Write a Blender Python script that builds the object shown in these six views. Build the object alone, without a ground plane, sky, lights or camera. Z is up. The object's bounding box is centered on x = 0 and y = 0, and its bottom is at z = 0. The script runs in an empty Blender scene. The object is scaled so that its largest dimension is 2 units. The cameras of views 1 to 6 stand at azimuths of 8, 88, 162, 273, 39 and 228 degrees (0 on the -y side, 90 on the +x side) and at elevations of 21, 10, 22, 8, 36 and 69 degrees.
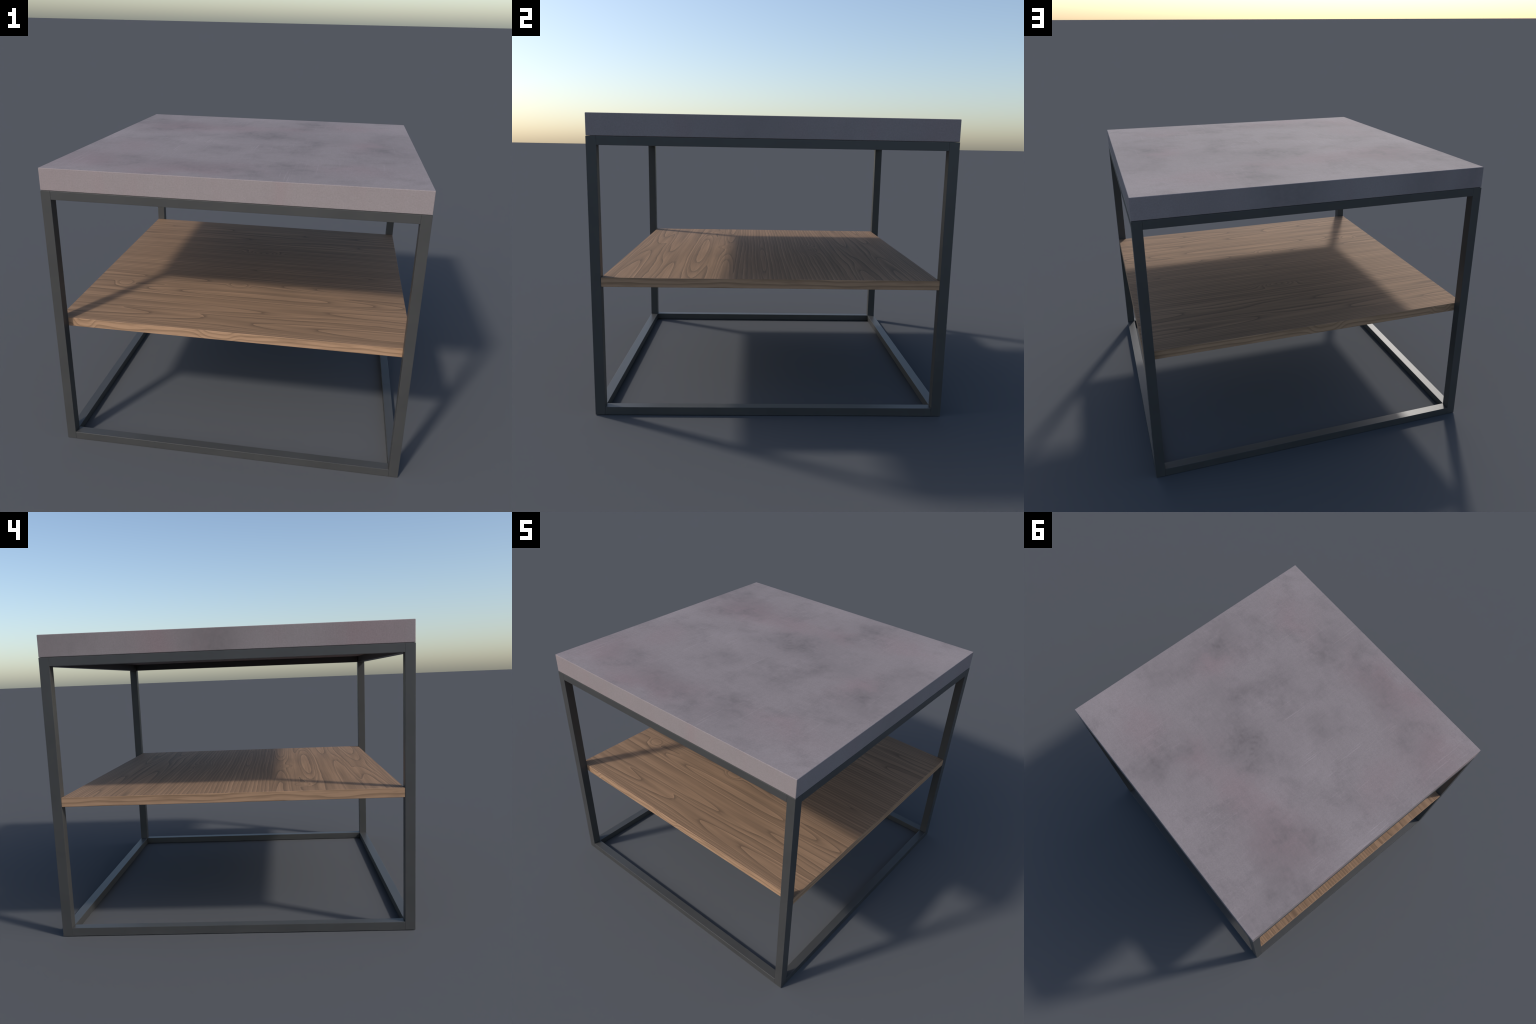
"""Square side table: concrete slab on a welded square-tube frame, with a wooden shelf."""
import bpy, bmesh
from mathutils import Vector

# ------------------------------------------------------------------ sizes (metres)
HALF = 1.0               # half width of the steel frame
FRAME_TOP = 1.5745       # top of the frame = underside of the slab
TABLE_TOP = 1.6953       # top of the slab
SLAB_HALF = 0.9993
POST_X, POST_Y = 0.0538, 0.0558
RAIL_H = 0.0474
SHELF_TOP, SHELF_THICK = 0.8085, 0.0532
SHELF_X = 0.9985         # flush with the outer faces of the posts, a hair behind them
SHELF_Y = HALF - POST_Y  # held between the posts

scene = bpy.context.scene


# ------------------------------------------------------------------ node helpers
class Graph:
    """Small expression builder around a material's node tree."""

    def __init__(self, name, tree=None):
        if tree is not None:          # build inside a node group instead
            self.t = tree
            return
        self.mat = bpy.data.materials.new(name)
        self.mat.use_nodes = True
        self.t = self.mat.node_tree
        self.bsdf = self.t.nodes["Principled BSDF"]

    def put(self, socket, value):
        if isinstance(value, bpy.types.NodeSocket):
            self.t.links.new(value, socket)
        else:
            socket.default_value = value

    def node(self, kind, **props):
        n = self.t.nodes.new(kind)
        for k, v in props.items():
            setattr(n, k, v)
        return n

    def math(self, op, a, b=0.0, c=0.0, clamp=False):
        n = self.node("ShaderNodeMath", operation=op, use_clamp=clamp)
        self.put(n.inputs[0], a)
        self.put(n.inputs[1], b)
        self.put(n.inputs[2], c)
        return n.outputs[0]

    def add(self, a, b): return self.math("ADD", a, b)
    def sub(self, a, b): return self.math("SUBTRACT", a, b)
    def mul(self, a, b): return self.math("MULTIPLY", a, b)
    def mad(self, a, b, c): return self.math("MULTIPLY_ADD", a, b, c)

    def total(self, items):
        items = list(items)
        s = items[0]
        for i in items[1:]:
            s = self.add(s, i)
        return s

    def position(self):
        n = self.node("ShaderNodeTexCoord")
        return n.outputs["Object"]

    def split(self, vec):
        n = self.node("ShaderNodeSeparateXYZ")
        self.put(n.inputs[0], vec)
        return n.outputs[0], n.outputs[1], n.outputs[2]

    def join(self, x, y, z=0.0):
        n = self.node("ShaderNodeCombineXYZ")
        for s, v in zip(n.inputs, (x, y, z)):
            self.put(s, v)
        return n.outputs[0]

    def scaled(self, vec, scale, rot=0.0, shift=(0, 0, 0)):
        n = self.node("ShaderNodeMapping")
        self.put(n.inputs["Vector"], vec)
        n.inputs["Scale"].default_value = scale
        n.inputs["Rotation"].default_value = (0, 0, rot)
        n.inputs["Location"].default_value = shift
        return n.outputs[0]

    def noise(self, vec, scale, detail=3.0, rough=0.5, distortion=0.0):
        n = self.node("ShaderNodeTexNoise")
        self.put(n.inputs["Vector"], vec)
        n.inputs["Scale"].default_value = scale
        n.inputs["Detail"].default_value = detail
        n.inputs["Roughness"].default_value = rough
        n.inputs["Distortion"].default_value = distortion
        return n.outputs["Fac"]

    def remap(self, v, a, b, c=0.0, d=1.0, smooth=True):
        n = self.node("ShaderNodeMapRange", interpolation_type="SMOOTHSTEP" if smooth else "LINEAR")
        self.put(n.inputs["Value"], v)
        for k, x in zip(("From Min", "From Max", "To Min", "To Max"), (a, b, c, d)):
            self.put(n.inputs[k], x)
        return n.outputs["Result"]

    def blob(self, x, y, cx, cy, sx, sy, amp=1.0):
        """amp * exp(-(dx/sx)^2 - (dy/sy)^2): one soft spot."""
        dx = self.mad(x, 1.0 / sx, -cx / sx)
        dy = self.mad(y, 1.0 / sy, -cy / sy)
        r2 = self.add(self.mul(dx, dx), self.mul(dy, dy))
        return self.mul(self.math("POWER", 0.36788, r2), amp)

    def plateau(self, x, y, cx, cy, sx, sy, amp=1.0):
        """Like blob, with a flat top and a steep flank: exp(-r^4)."""
        dx = self.mad(x, 1.0 / sx, -cx / sx)
        dy = self.mad(y, 1.0 / sy, -cy / sy)
        r2 = self.add(self.mul(dx, dx), self.mul(dy, dy))
        return self.mul(self.math("POWER", 0.36788, self.mul(r2, r2)), amp)

    def ramp(self, fac, stops):
        n = self.node("ShaderNodeValToRGB")
        self.put(n.inputs["Fac"], fac)
        e = n.color_ramp.elements
        while len(e) < len(stops):
            e.new(0.5)
        for el, (p, c) in zip(e, stops):
            el.position = p
            el.color = (*c, 1)
        return n.outputs["Color"]

    def mix(self, fac, a, b, blend="MIX"):
        n = self.node("ShaderNodeMix", data_type="RGBA", blend_type=blend)
        self.put(n.inputs[0], fac)
        self.put(n.inputs[6], a if isinstance(a, bpy.types.NodeSocket) else (*a, 1))
        self.put(n.inputs[7], b if isinstance(b, bpy.types.NodeSocket) else (*b, 1))
        return n.outputs[2]

    def brighten(self, colour, factor):
        """colour * factor, the factor being a value socket."""
        n = self.node("ShaderNodeVectorMath", operation="SCALE")
        self.put(n.inputs[0], colour)
        self.put(n.inputs["Scale"], factor)
        return n.outputs[0]

    def bump(self, height, strength, distance):
        n = self.node("ShaderNodeBump")
        n.inputs["Strength"].default_value = strength
        n.inputs["Distance"].default_value = distance
        self.put(n.inputs["Height"], height)
        self.put(self.bsdf.inputs["Normal"], n.outputs[0])

    def call(self, group, vec):
        """First output of a node group evaluated at vec."""
        n = self.node("ShaderNodeGroup", node_tree=group)
        self.put(n.inputs[0], vec)
        return n.outputs[0]

    def offset(self, vec, d):
        n = self.node("ShaderNodeVectorMath", operation="ADD")
        self.put(n.inputs[0], vec)
        n.inputs[1].default_value = d
        return n.outputs[0]

    def finish(self, colour, roughness, specular=0.5):
        self.put(self.bsdf.inputs["Base Color"], colour)
        self.put(self.bsdf.inputs["Roughness"], roughness)
        self.put(self.bsdf.inputs["Specular IOR Level"], specular)
        return self.mat


# ------------------------------------------------------------------ materials
CONCRETE = (0.280, 0.238, 0.235)
CONCRETE_DARK = (0.174, 0.148, 0.147)
CONCRETE_PINK = (0.286, 0.200, 0.204)


def concrete(name, top):
    """Troweled concrete: soft dark and rosy clouds, fine speckle, pale trowel scratches."""
    g = Graph(name)
    p = g.position()
    x, y, z = g.split(p)
    if top:
        # clouds, centre and size in the plane of the slab
        dark_spots = [(.30, -.80, .13, .13, .9), (.84, -.14, .10, .20, .9), (-.22, -.24, .12, .10, .9),
                      (-.24, -.75, .22, .12, .8), (.05, .22, .20, .16, 1.0), (.42, .12, .16, .12, .6),
                      (.30, .86, .12, .12, .9), (.26, .60, .13, .12, .6), (.83, .35, .10, .14, .6),
                      (.26, -.25, .10, .16, .5), (-.68, -.08, .12, .10, .35), (-.77, .31, .09, .07, .6),
                      (-.66, .52, .25, .14, .7), (-.86, .68, .10, .12, .6), (-.74, -.66, .14, .10, .5),
                      (-.92, .90, .06, .06, .5)]
        pink_spots = [(.63, -.66, .18, .12, .7), (.69, .0, .10, .16, .9), (.60, .72, .18, .12, .6),
                      (-.18, -.80, .24, .12, 1.0), (-.45, -.92, .14, .08, .8), (-.82, -.72, .20, .16, .9),
                      (-.17, .48, .16, .14, .7), (.17, .53, .12, .12, .9), (-.60, .45, .26, .16, 1.1),
                      (-.75, -.30, .12, .16, .5)]
        pale_spots = [(.92, .80, .26, .26, .9), (.23, -.05, .10, .12, .6), (-.37, .32, .12, .14, .6),
                      (-.42, -.05, .18, .12, .5), (-.97, .05, .20, .20, .6), (-.88, -.95, .16, .12, .6),
                      (.92, -.90, .18, .16, .7), (-.10, .95, .20, .10, .5)]
        wob = g.sub(g.noise(p, 4.0, 5.0, 0.68), 0.5)
        wob2 = g.sub(g.noise(g.scaled(p, (1, 1, 1), 0, (3.1, 1.7, 0)), 4.0, 5.0, 0.68), 0.5)
        wx, wy = g.mad(wob, 0.50, x), g.mad(wob2, 0.50, y)
        dark = g.total(g.blob(wx, wy, s[0], s[1], s[2] * 1.2, s[3] * 1.2, s[4]) for s in dark_spots)
        pink = g.total(g.blob(wx, wy, s[0], s[1], s[2] * 1.1, s[3] * 1.1, s[4]) for s in pink_spots)
        pale = g.total(g.blob(wx, wy, *s) for s in pale_spots)
    else:
        # clouds along the four edges: (x, y) of the centre on the rim
        dark_spots = [(-1., .06, .3, .13, 1.0), (-1., .93, .3, .08, .35), (.17, 1., .20, .3, .9),
                      (-.62, 1., .13, .3, .6), (-.92, 1., .07, .3, .7), (1., -.1, .3, .24, .35),
                      (.62, 1., .10, .3, .35)]
        pink_spots = [(-1., .37, .3, .10, .9), (-1., -.78, .3, .20, .9), (1., .9, .3, .12, .5)]
        wob = g.sub(g.noise(p, 6.0, 3.0, 0.6), 0.5)
        wx, wy = g.mad(wob, 0.14, x), g.mad(wob, 0.14, y)
        dark = g.total(g.blob(wx, wy, s[0], s[1], s[2] * 1.2, s[3] * 1.2, s[4]) for s in dark_spots)
        pink = g.total(g.blob(wx, wy, s[0], s[1], s[2] * 1.1, s[3] * 1.1, s[4]) for s in pink_spots)
        pale = 0.0
    cloud = g.noise(g.scaled(p, (1, 1, 1)), 4.2, 6.0, 0.68)
    speck = g.noise(p, 130.0, 4.0, 0.8)
    grit = g.noise(p, 34.0, 3.0, 0.7)
    # the dark clouds are made of fine specks that thin out at their rim
    ragged = g.mad(g.sub(grit, 0.5), 1.6, g.mad(g.sub(speck, 0.5), 1.6, 1.0))
    dark_mask = g.math("MULTIPLY", g.mul(dark, ragged), 0.50 if top else 0.66, clamp=True)
    dark_mask = g.math("ADD", dark_mask, g.remap(cloud, 0.46, 0.78, 0.0, 0.60 if top else 0.20), clamp=True)
    pink_mask = g.math("MULTIPLY", pink, 0.55, clamp=True)
    col = g.mix(pink_mask, CONCRETE, CONCRETE_PINK)
    col = g.mix(dark_mask, col, CONCRETE_DARK)
    if top:
        col = g.brighten(col, g.mad(pale, 0.12, 0.915))  # the face is troweled a shade darker than the cast rim
        # trowel scratches: long hairs, most of them across the slab, a few along it
        hair_y = g.noise(g.scaled(p, (75, 2.0, 1), 0.06), 1.0, 3.0, 0.65)
        hair_x = g.noise(g.scaled(p, (1.8, 85, 1), -0.05, (4, 9, 0)), 1.0, 3.0, 0.65)
        where_y = g.remap(g.noise(g.scaled(p, (1, 1, 1), 0, (7, 2, 0)), 2.4, 2.0), 0.46, 0.66)
        where_x = g.remap(g.noise(g.scaled(p, (1, 1, 1), 0, (1, 8, 3)), 2.4, 2.0), 0.52, 0.70)
        hairs = g.add(g.mul(g.remap(hair_y, 0.59, 0.73), where_y), g.mul(g.remap(hair_x, 0.60, 0.74), where_x))
        col = g.brighten(col, g.mad(hairs, 0.26, 1.0))
        # brushed texture left by the float, crossing in two directions
        brush_y = g.noise(g.scaled(p, (55, 9, 1), 0.45), 1.0, 5.0, 0.75)
        brush_x = g.noise(g.scaled(p, (9, 55, 1), 0.70), 1.0, 5.0, 0.75)
        col = g.brighten(col, g.mad(g.add(brush_y, brush_x), 0.17, 0.83))
    else:
        # faint stains from the mould
        drip = g.noise(g.scaled(p, (14, 14, 4.0)), 1.0, 4.0, 0.65)
        wash = g.noise(g.scaled(p, (5, 5, 1.0)), 1.0, 2.0, 0.5)
        col = g.mix(g.remap(wash, 0.48, 0.72, 0.0, 0.35), col, CONCRETE_PINK)
        col = g.brighten(col, g.mad(drip, 0.05, 0.975))
    col = g.brighten(col, g.mad(g.sub(speck, 0.5), 0.50, g.mad(g.sub(grit, 0.5), 0.12, 1.0)))
    g.bump(g.add(speck, grit), 0.10, 0.002)
    return g.finish(col, 0.72, 0.20)


WOOD_LIGHT = (0.330, 0.203, 0.122)
WOOD_MID = (0.240, 0.148, 0.089)
WOOD_DARK = (0.142, 0.091, 0.058)


def ring_field():
    """Node group: depth of the growth rings at a point of the shelf's face (rings are its contours)."""
    tree = bpy.data.node_groups.new("ring_field", "ShaderNodeTree")
    tree.interface.new_socket("Point", in_out="INPUT", socket_type="NodeSocketVector")
    tree.interface.new_socket("Rings", in_out="OUTPUT", socket_type="NodeSocketFloat")
    g = Graph("", tree)
    p = g.node("NodeGroupInput").outputs[0]
    x, y, z = g.split(p)
    big = g.sub(g.noise(g.scaled(p, (0.55, 2.6, 1), 0, (2.3, 4.1, 0)), 1.6, 2.0, 0.5), 0.5)
    small = g.sub(g.noise(g.scaled(p, (1.6, 9.0, 1), 0, (5, 1, 0)), 1.0, 3.0, 0.55), 0.5)
    yy = g.mad(small, 0.014, y)
    # broad grain on the front third, tight straight grain across the middle and at the back rim
    base = g.total([g.mul(yy, 9.0), g.remap(yy, -0.22, 0.46, 0.0, 22.0, smooth=False),
                    g.remap(yy, 0.46, 0.80, 0.0, 2.0, smooth=False),
                    g.remap(yy, 0.80, 0.95, 0.0, 7.0, smooth=False),
                    g.remap(yy, -0.95, -0.88, 0.0, 2.5, smooth=False)])
    tongues = [  # (x, y, half length, half width, rings): pointed tongues of the flat-sawn figure
        (-1.15, -.81, .88, .085, 2.2), (1.10, -.84, 1.00, .065, 2.4), (-1.0, -.68, 1.40, .055, 2.4),
        (1.1, -.62, .80, .050, 1.3), (.12, -.46, .82, .055, 2.8), (-1.1, -.28, .90, .050, 2.2),
        (1.1, -.28, .85, .050, 2.4), (.42, -.045, .52, .024, 1.6), (-1.1, .57, 1.28, .060, 2.3),
        (1.1, .54, .48, .045, 1.6), (-1.1, .76, .88, .050, 1.8), (1.1, .735, .90, .055, 2.2)]
    knots = [(-.80, -.40, .055, .042, 1.6), (-.06, -.31, .065, .036, 1.6)]
    field = g.total([base, g.mul(big, 1.4), g.mul(small, 0.4)] +
                    [g.plateau(x, yy, *t) for t in tongues] + [g.plateau(x, yy, *k) for k in knots] +
                    [g.blob(x, y, 0.02, .295, .13, .050, 6.0)])
    g.put(g.node("NodeGroupOutput").inputs[0], field)
    return tree


def ring_lines(g, field, steep, dark_width, rim_width):
    """Dark late wood that deepens towards a sharp line, and a pale rim past it; widths in metres."""
    phase = g.math("FRACT", field)
    before = g.math("DIVIDE", g.sub(1.0, phase), steep)
    after = g.math("DIVIDE", phase, steep)
    line = g.remap(before, 0.0, dark_width, 1.0, 0.0)
    soft = g.mul(g.remap(phase, 0.25, 1.0), 0.45)
    rim = g.remap(after, 0.0, rim_width, 1.0, 0.0)
    return g.math("MAXIMUM", line, soft), rim


def wood_face(name):
    """Flat-sawn walnut face."""
    g = Graph(name)
    p = g.position()
    x, y, z = g.split(p)
    group = ring_field()
    step = 0.0015
    f0 = g.call(group, p)
    fx = g.mul(g.sub(g.call(group, g.offset(p, (step, 0, 0))), f0), 1.0 / step)
    fy = g.mul(g.sub(g.call(group, g.offset(p, (0, step, 0))), f0), 1.0 / step)
    steep = g.math("SQRT", g.add(g.add(g.mul(fx, fx), g.mul(fy, fy)), 4.0))
    late, rim = ring_lines(g, f0, steep, 0.026, 0.009)
    late = g.mul(late, g.remap(steep, 12.0, 45.0, 1.0, 0.62))   # tight rings are paler
    # dark tails beside the knots and smoky patches
    smoke = g.total([g.blob(x, y, -.42, -.36, .24, .025, .8), g.blob(x, y, .24, -.34, .16, .025, .8),
                     g.blob(x, y, .27, -.43, .16, .05, .7), g.blob(x, y, -.95, -.38, .10, .02, .8),
                     g.blob(x, y, -.05, -.62, .40, .03, .4), g.blob(x, y, .45, -.60, .30, .03, .4),
                     g.blob(x, y, -.80, -.72, .30, .025, .6), g.blob(x, y, .1, .62, .35, .08, .35),
                     g.blob(x, y, -.3, .30, .7, .12, .25)])
    fibre = g.noise(g.scaled(p, (7, 260, 1)), 1.0, 3.0, 0.6)
    streak = g.noise(g.scaled(p, (0.8, 24, 1), 0, (3, 3, 0)), 1.0, 4.0, 0.6)
    hair = g.noise(g.scaled(p, (0.9, 110, 1), 0, (6, 2, 0)), 1.0, 2.0, 0.5)
    drift = g.noise(g.scaled(p, (1.5, 3.0, 1), 0, (9, 5, 0)), 1.0, 2.0)
    col = g.mix(g.remap(streak, 0.30, 0.70), WOOD_LIGHT, WOOD_MID)
    col = g.mix(g.math("MULTIPLY", late, 0.86, clamp=True), col, WOOD_DARK)
    col = g.mix(g.remap(hair, 0.54, 0.72, 0.0, 0.38), col, WOOD_DARK)
    col = g.mix(g.math("MULTIPLY", smoke, 0.42, clamp=True), col, WOOD_DARK)
    col = g.brighten(col, g.mad(g.sub(fibre, 0.5), 0.26, g.mad(rim, 0.13, g.mad(g.sub(drift, 0.5), 0.22, 0.99))))
    g.bump(g.mad(late, -0.7, g.mul(fibre, 0.35)), 0.22, 0.0015)
    return g.finish(col, 0.70, 0.16)


EDGE_LIGHT = (0.415, 0.252, 0.150)
EDGE_DARK = (0.205, 0.126, 0.074)


def wood_edge(name, along_x):
    """Shelf edge: long lazy grain running the length of the edge, one burl on the long sides."""
    g = Graph(name)
    p = g.position()
    x, y, z = g.split(p)
    u, v = (x, y) if along_x else (y, x)
    wave = g.sub(g.noise(g.join(g.mul(u, 1.1), v, g.mul(z, 5.0)), 1.0, 3.0, 0.55), 0.5)
    field = g.total([g.mul(z, 34.0), g.mul(wave, 3.6)])
    if along_x:
        field = g.total([field, g.plateau(u, z, -.07, .0, .10, .10, 1.6), g.plateau(u, z, -.85, .0, .06, .08, 1.5)])
    phase = g.math("FRACT", field)
    late = g.mul(g.remap(phase, 0.35, 0.93), g.remap(phase, 0.93, 1.0, 1.0, 0.0))
    fibre = g.noise(g.join(g.mul(u, 9.0), v, g.mul(z, 230.0)), 1.0, 3.0, 0.6)
    blot = g.noise(g.join(g.mul(u, 4.0), v, g.mul(z, 30.0)), 1.0, 4.0, 0.6)
    col = g.mix(g.math("MULTIPLY", late, 0.62, clamp=True), EDGE_LIGHT, EDGE_DARK)
    col = g.mix(g.remap(blot, 0.45, 0.75, 0.0, 0.55), col, EDGE_DARK)
    col = g.brighten(col, g.mad(g.sub(fibre, 0.5), 0.30, 1.0))
    g.bump(fibre, 0.12, 0.0015)
    return g.finish(col, 0.70, 0.20)


def powder_coat():
    """Charcoal powder-coated steel with a soft sheen."""
    g = Graph("charcoal_powder_coat")
    p = g.position()
    grain = g.noise(p, 240.0, 2.0, 0.6)
    cloud = g.noise(p, 4.0, 3.0, 0.5)
    col = g.mix(g.remap(cloud, 0.3, 0.7), (0.052, 0.0515, 0.0500), (0.058, 0.0572, 0.0555))
    g.bump(grain, 0.04, 0.001)
    return g.finish(col, g.mad(g.sub(cloud, 0.5), 0.05, 0.42), 0.5)


# ------------------------------------------------------------------ geometry helpers
def block_mesh(name, size, bevel, segments):
    """Box of the given size centred on its origin, all edges rounded."""
    bm = bmesh.new()
    bmesh.ops.create_cube(bm, size=1.0)
    bmesh.ops.scale(bm, vec=Vector(size), verts=bm.verts)
    bmesh.ops.bevel(bm, geom=list(bm.edges), offset=bevel, segments=segments, profile=0.5,
                    affect="EDGES", clamp_overlap=True)
    bmesh.ops.recalc_face_normals(bm, faces=bm.faces)
    me = bpy.data.meshes.new(name)
    bm.to_mesh(me)
    bm.free()
    # wide flat faces stay flat, the rounding is shaded smooth
    me.polygons.foreach_set("use_smooth", [True] * len(me.polygons))
    me.set_sharp_from_angle(angle=0.7)
    return me


def add_part(name, mesh, location, parent, materials=()):
    ob = bpy.data.objects.new(name, mesh)
    scene.collection.objects.link(ob)
    ob.location = location
    ob.parent = parent
    for m in materials:
        mesh.materials.append(m)
    return ob


def weighted(ob):
    """Face-weighted normals so that the flats shade flat next to their small rounding."""
    mod = ob.modifiers.new("weighted_normals", "WEIGHTED_NORMAL")
    mod.keep_sharp = False
    mod.weight = 100
    return ob


# ------------------------------------------------------------------ build
table = bpy.data.objects.new("side_table", None)
scene.collection.objects.link(table)
table["label"] = "square side table, grey concrete top, dark steel frame, wooden shelf"
table["category"] = "side table"

# slab
SEAM = 0.001   # shadow gap under the slab
slab_h = TABLE_TOP - FRAME_TOP - SEAM
slab = add_part("tabletop", block_mesh("tabletop", (2 * SLAB_HALF, 2 * SLAB_HALF, slab_h), 0.0036, 4),
                (0, 0, FRAME_TOP + SEAM + slab_h / 2), table, (concrete("concrete_face", True), concrete("concrete_rim", False)))
for f in slab.data.polygons:
    f.material_index = 0 if abs(f.normal.z) > 0.72 else 1
weighted(slab)

# frame: four posts, four rails above and four below, butted between the posts
frame = bpy.data.objects.new("frame", None)
scene.collection.objects.link(frame)
frame.parent = table
steel = powder_coat()

post_mesh = block_mesh("post", (POST_X, POST_Y, FRAME_TOP), 0.0014, 2)
post_mesh.materials.append(steel)
for sx in (-1, 1):
    for sy in (-1, 1):
        weighted(add_part("post", post_mesh, (sx * (HALF - POST_X / 2), sy * (HALF - POST_Y / 2), FRAME_TOP / 2), frame))

rail_x_mesh = block_mesh("rail", (2 * (HALF - POST_X), POST_Y, RAIL_H), 0.0014, 2)
rail_y_mesh = block_mesh("rail", (POST_X, 2 * (HALF - POST_Y), RAIL_H), 0.0014, 2)
rail_x_mesh.materials.append(steel)
rail_y_mesh.materials.append(steel)
for zc in (RAIL_H / 2, FRAME_TOP - RAIL_H / 2):
    for s in (-1, 1):
        weighted(add_part("rail", rail_x_mesh, (0, s * (HALF - POST_Y / 2), zc), frame))
        weighted(add_part("rail", rail_y_mesh, (s * (HALF - POST_X / 2), 0, zc), frame))

# shelf, held between the front and back posts
shelf = add_part("shelf", block_mesh("shelf", (2 * SHELF_X, 2 * SHELF_Y, SHELF_THICK), 0.0025, 3),
                 (0, 0, SHELF_TOP - SHELF_THICK / 2), table,
                 (wood_face("walnut_face"), wood_edge("walnut_long_edge", True), wood_edge("walnut_short_edge", False)))
for f in shelf.data.polygons:
    n = f.normal
    f.material_index = 0 if abs(n.z) > 0.75 else (1 if abs(n.y) > abs(n.x) else 2)
weighted(shelf)
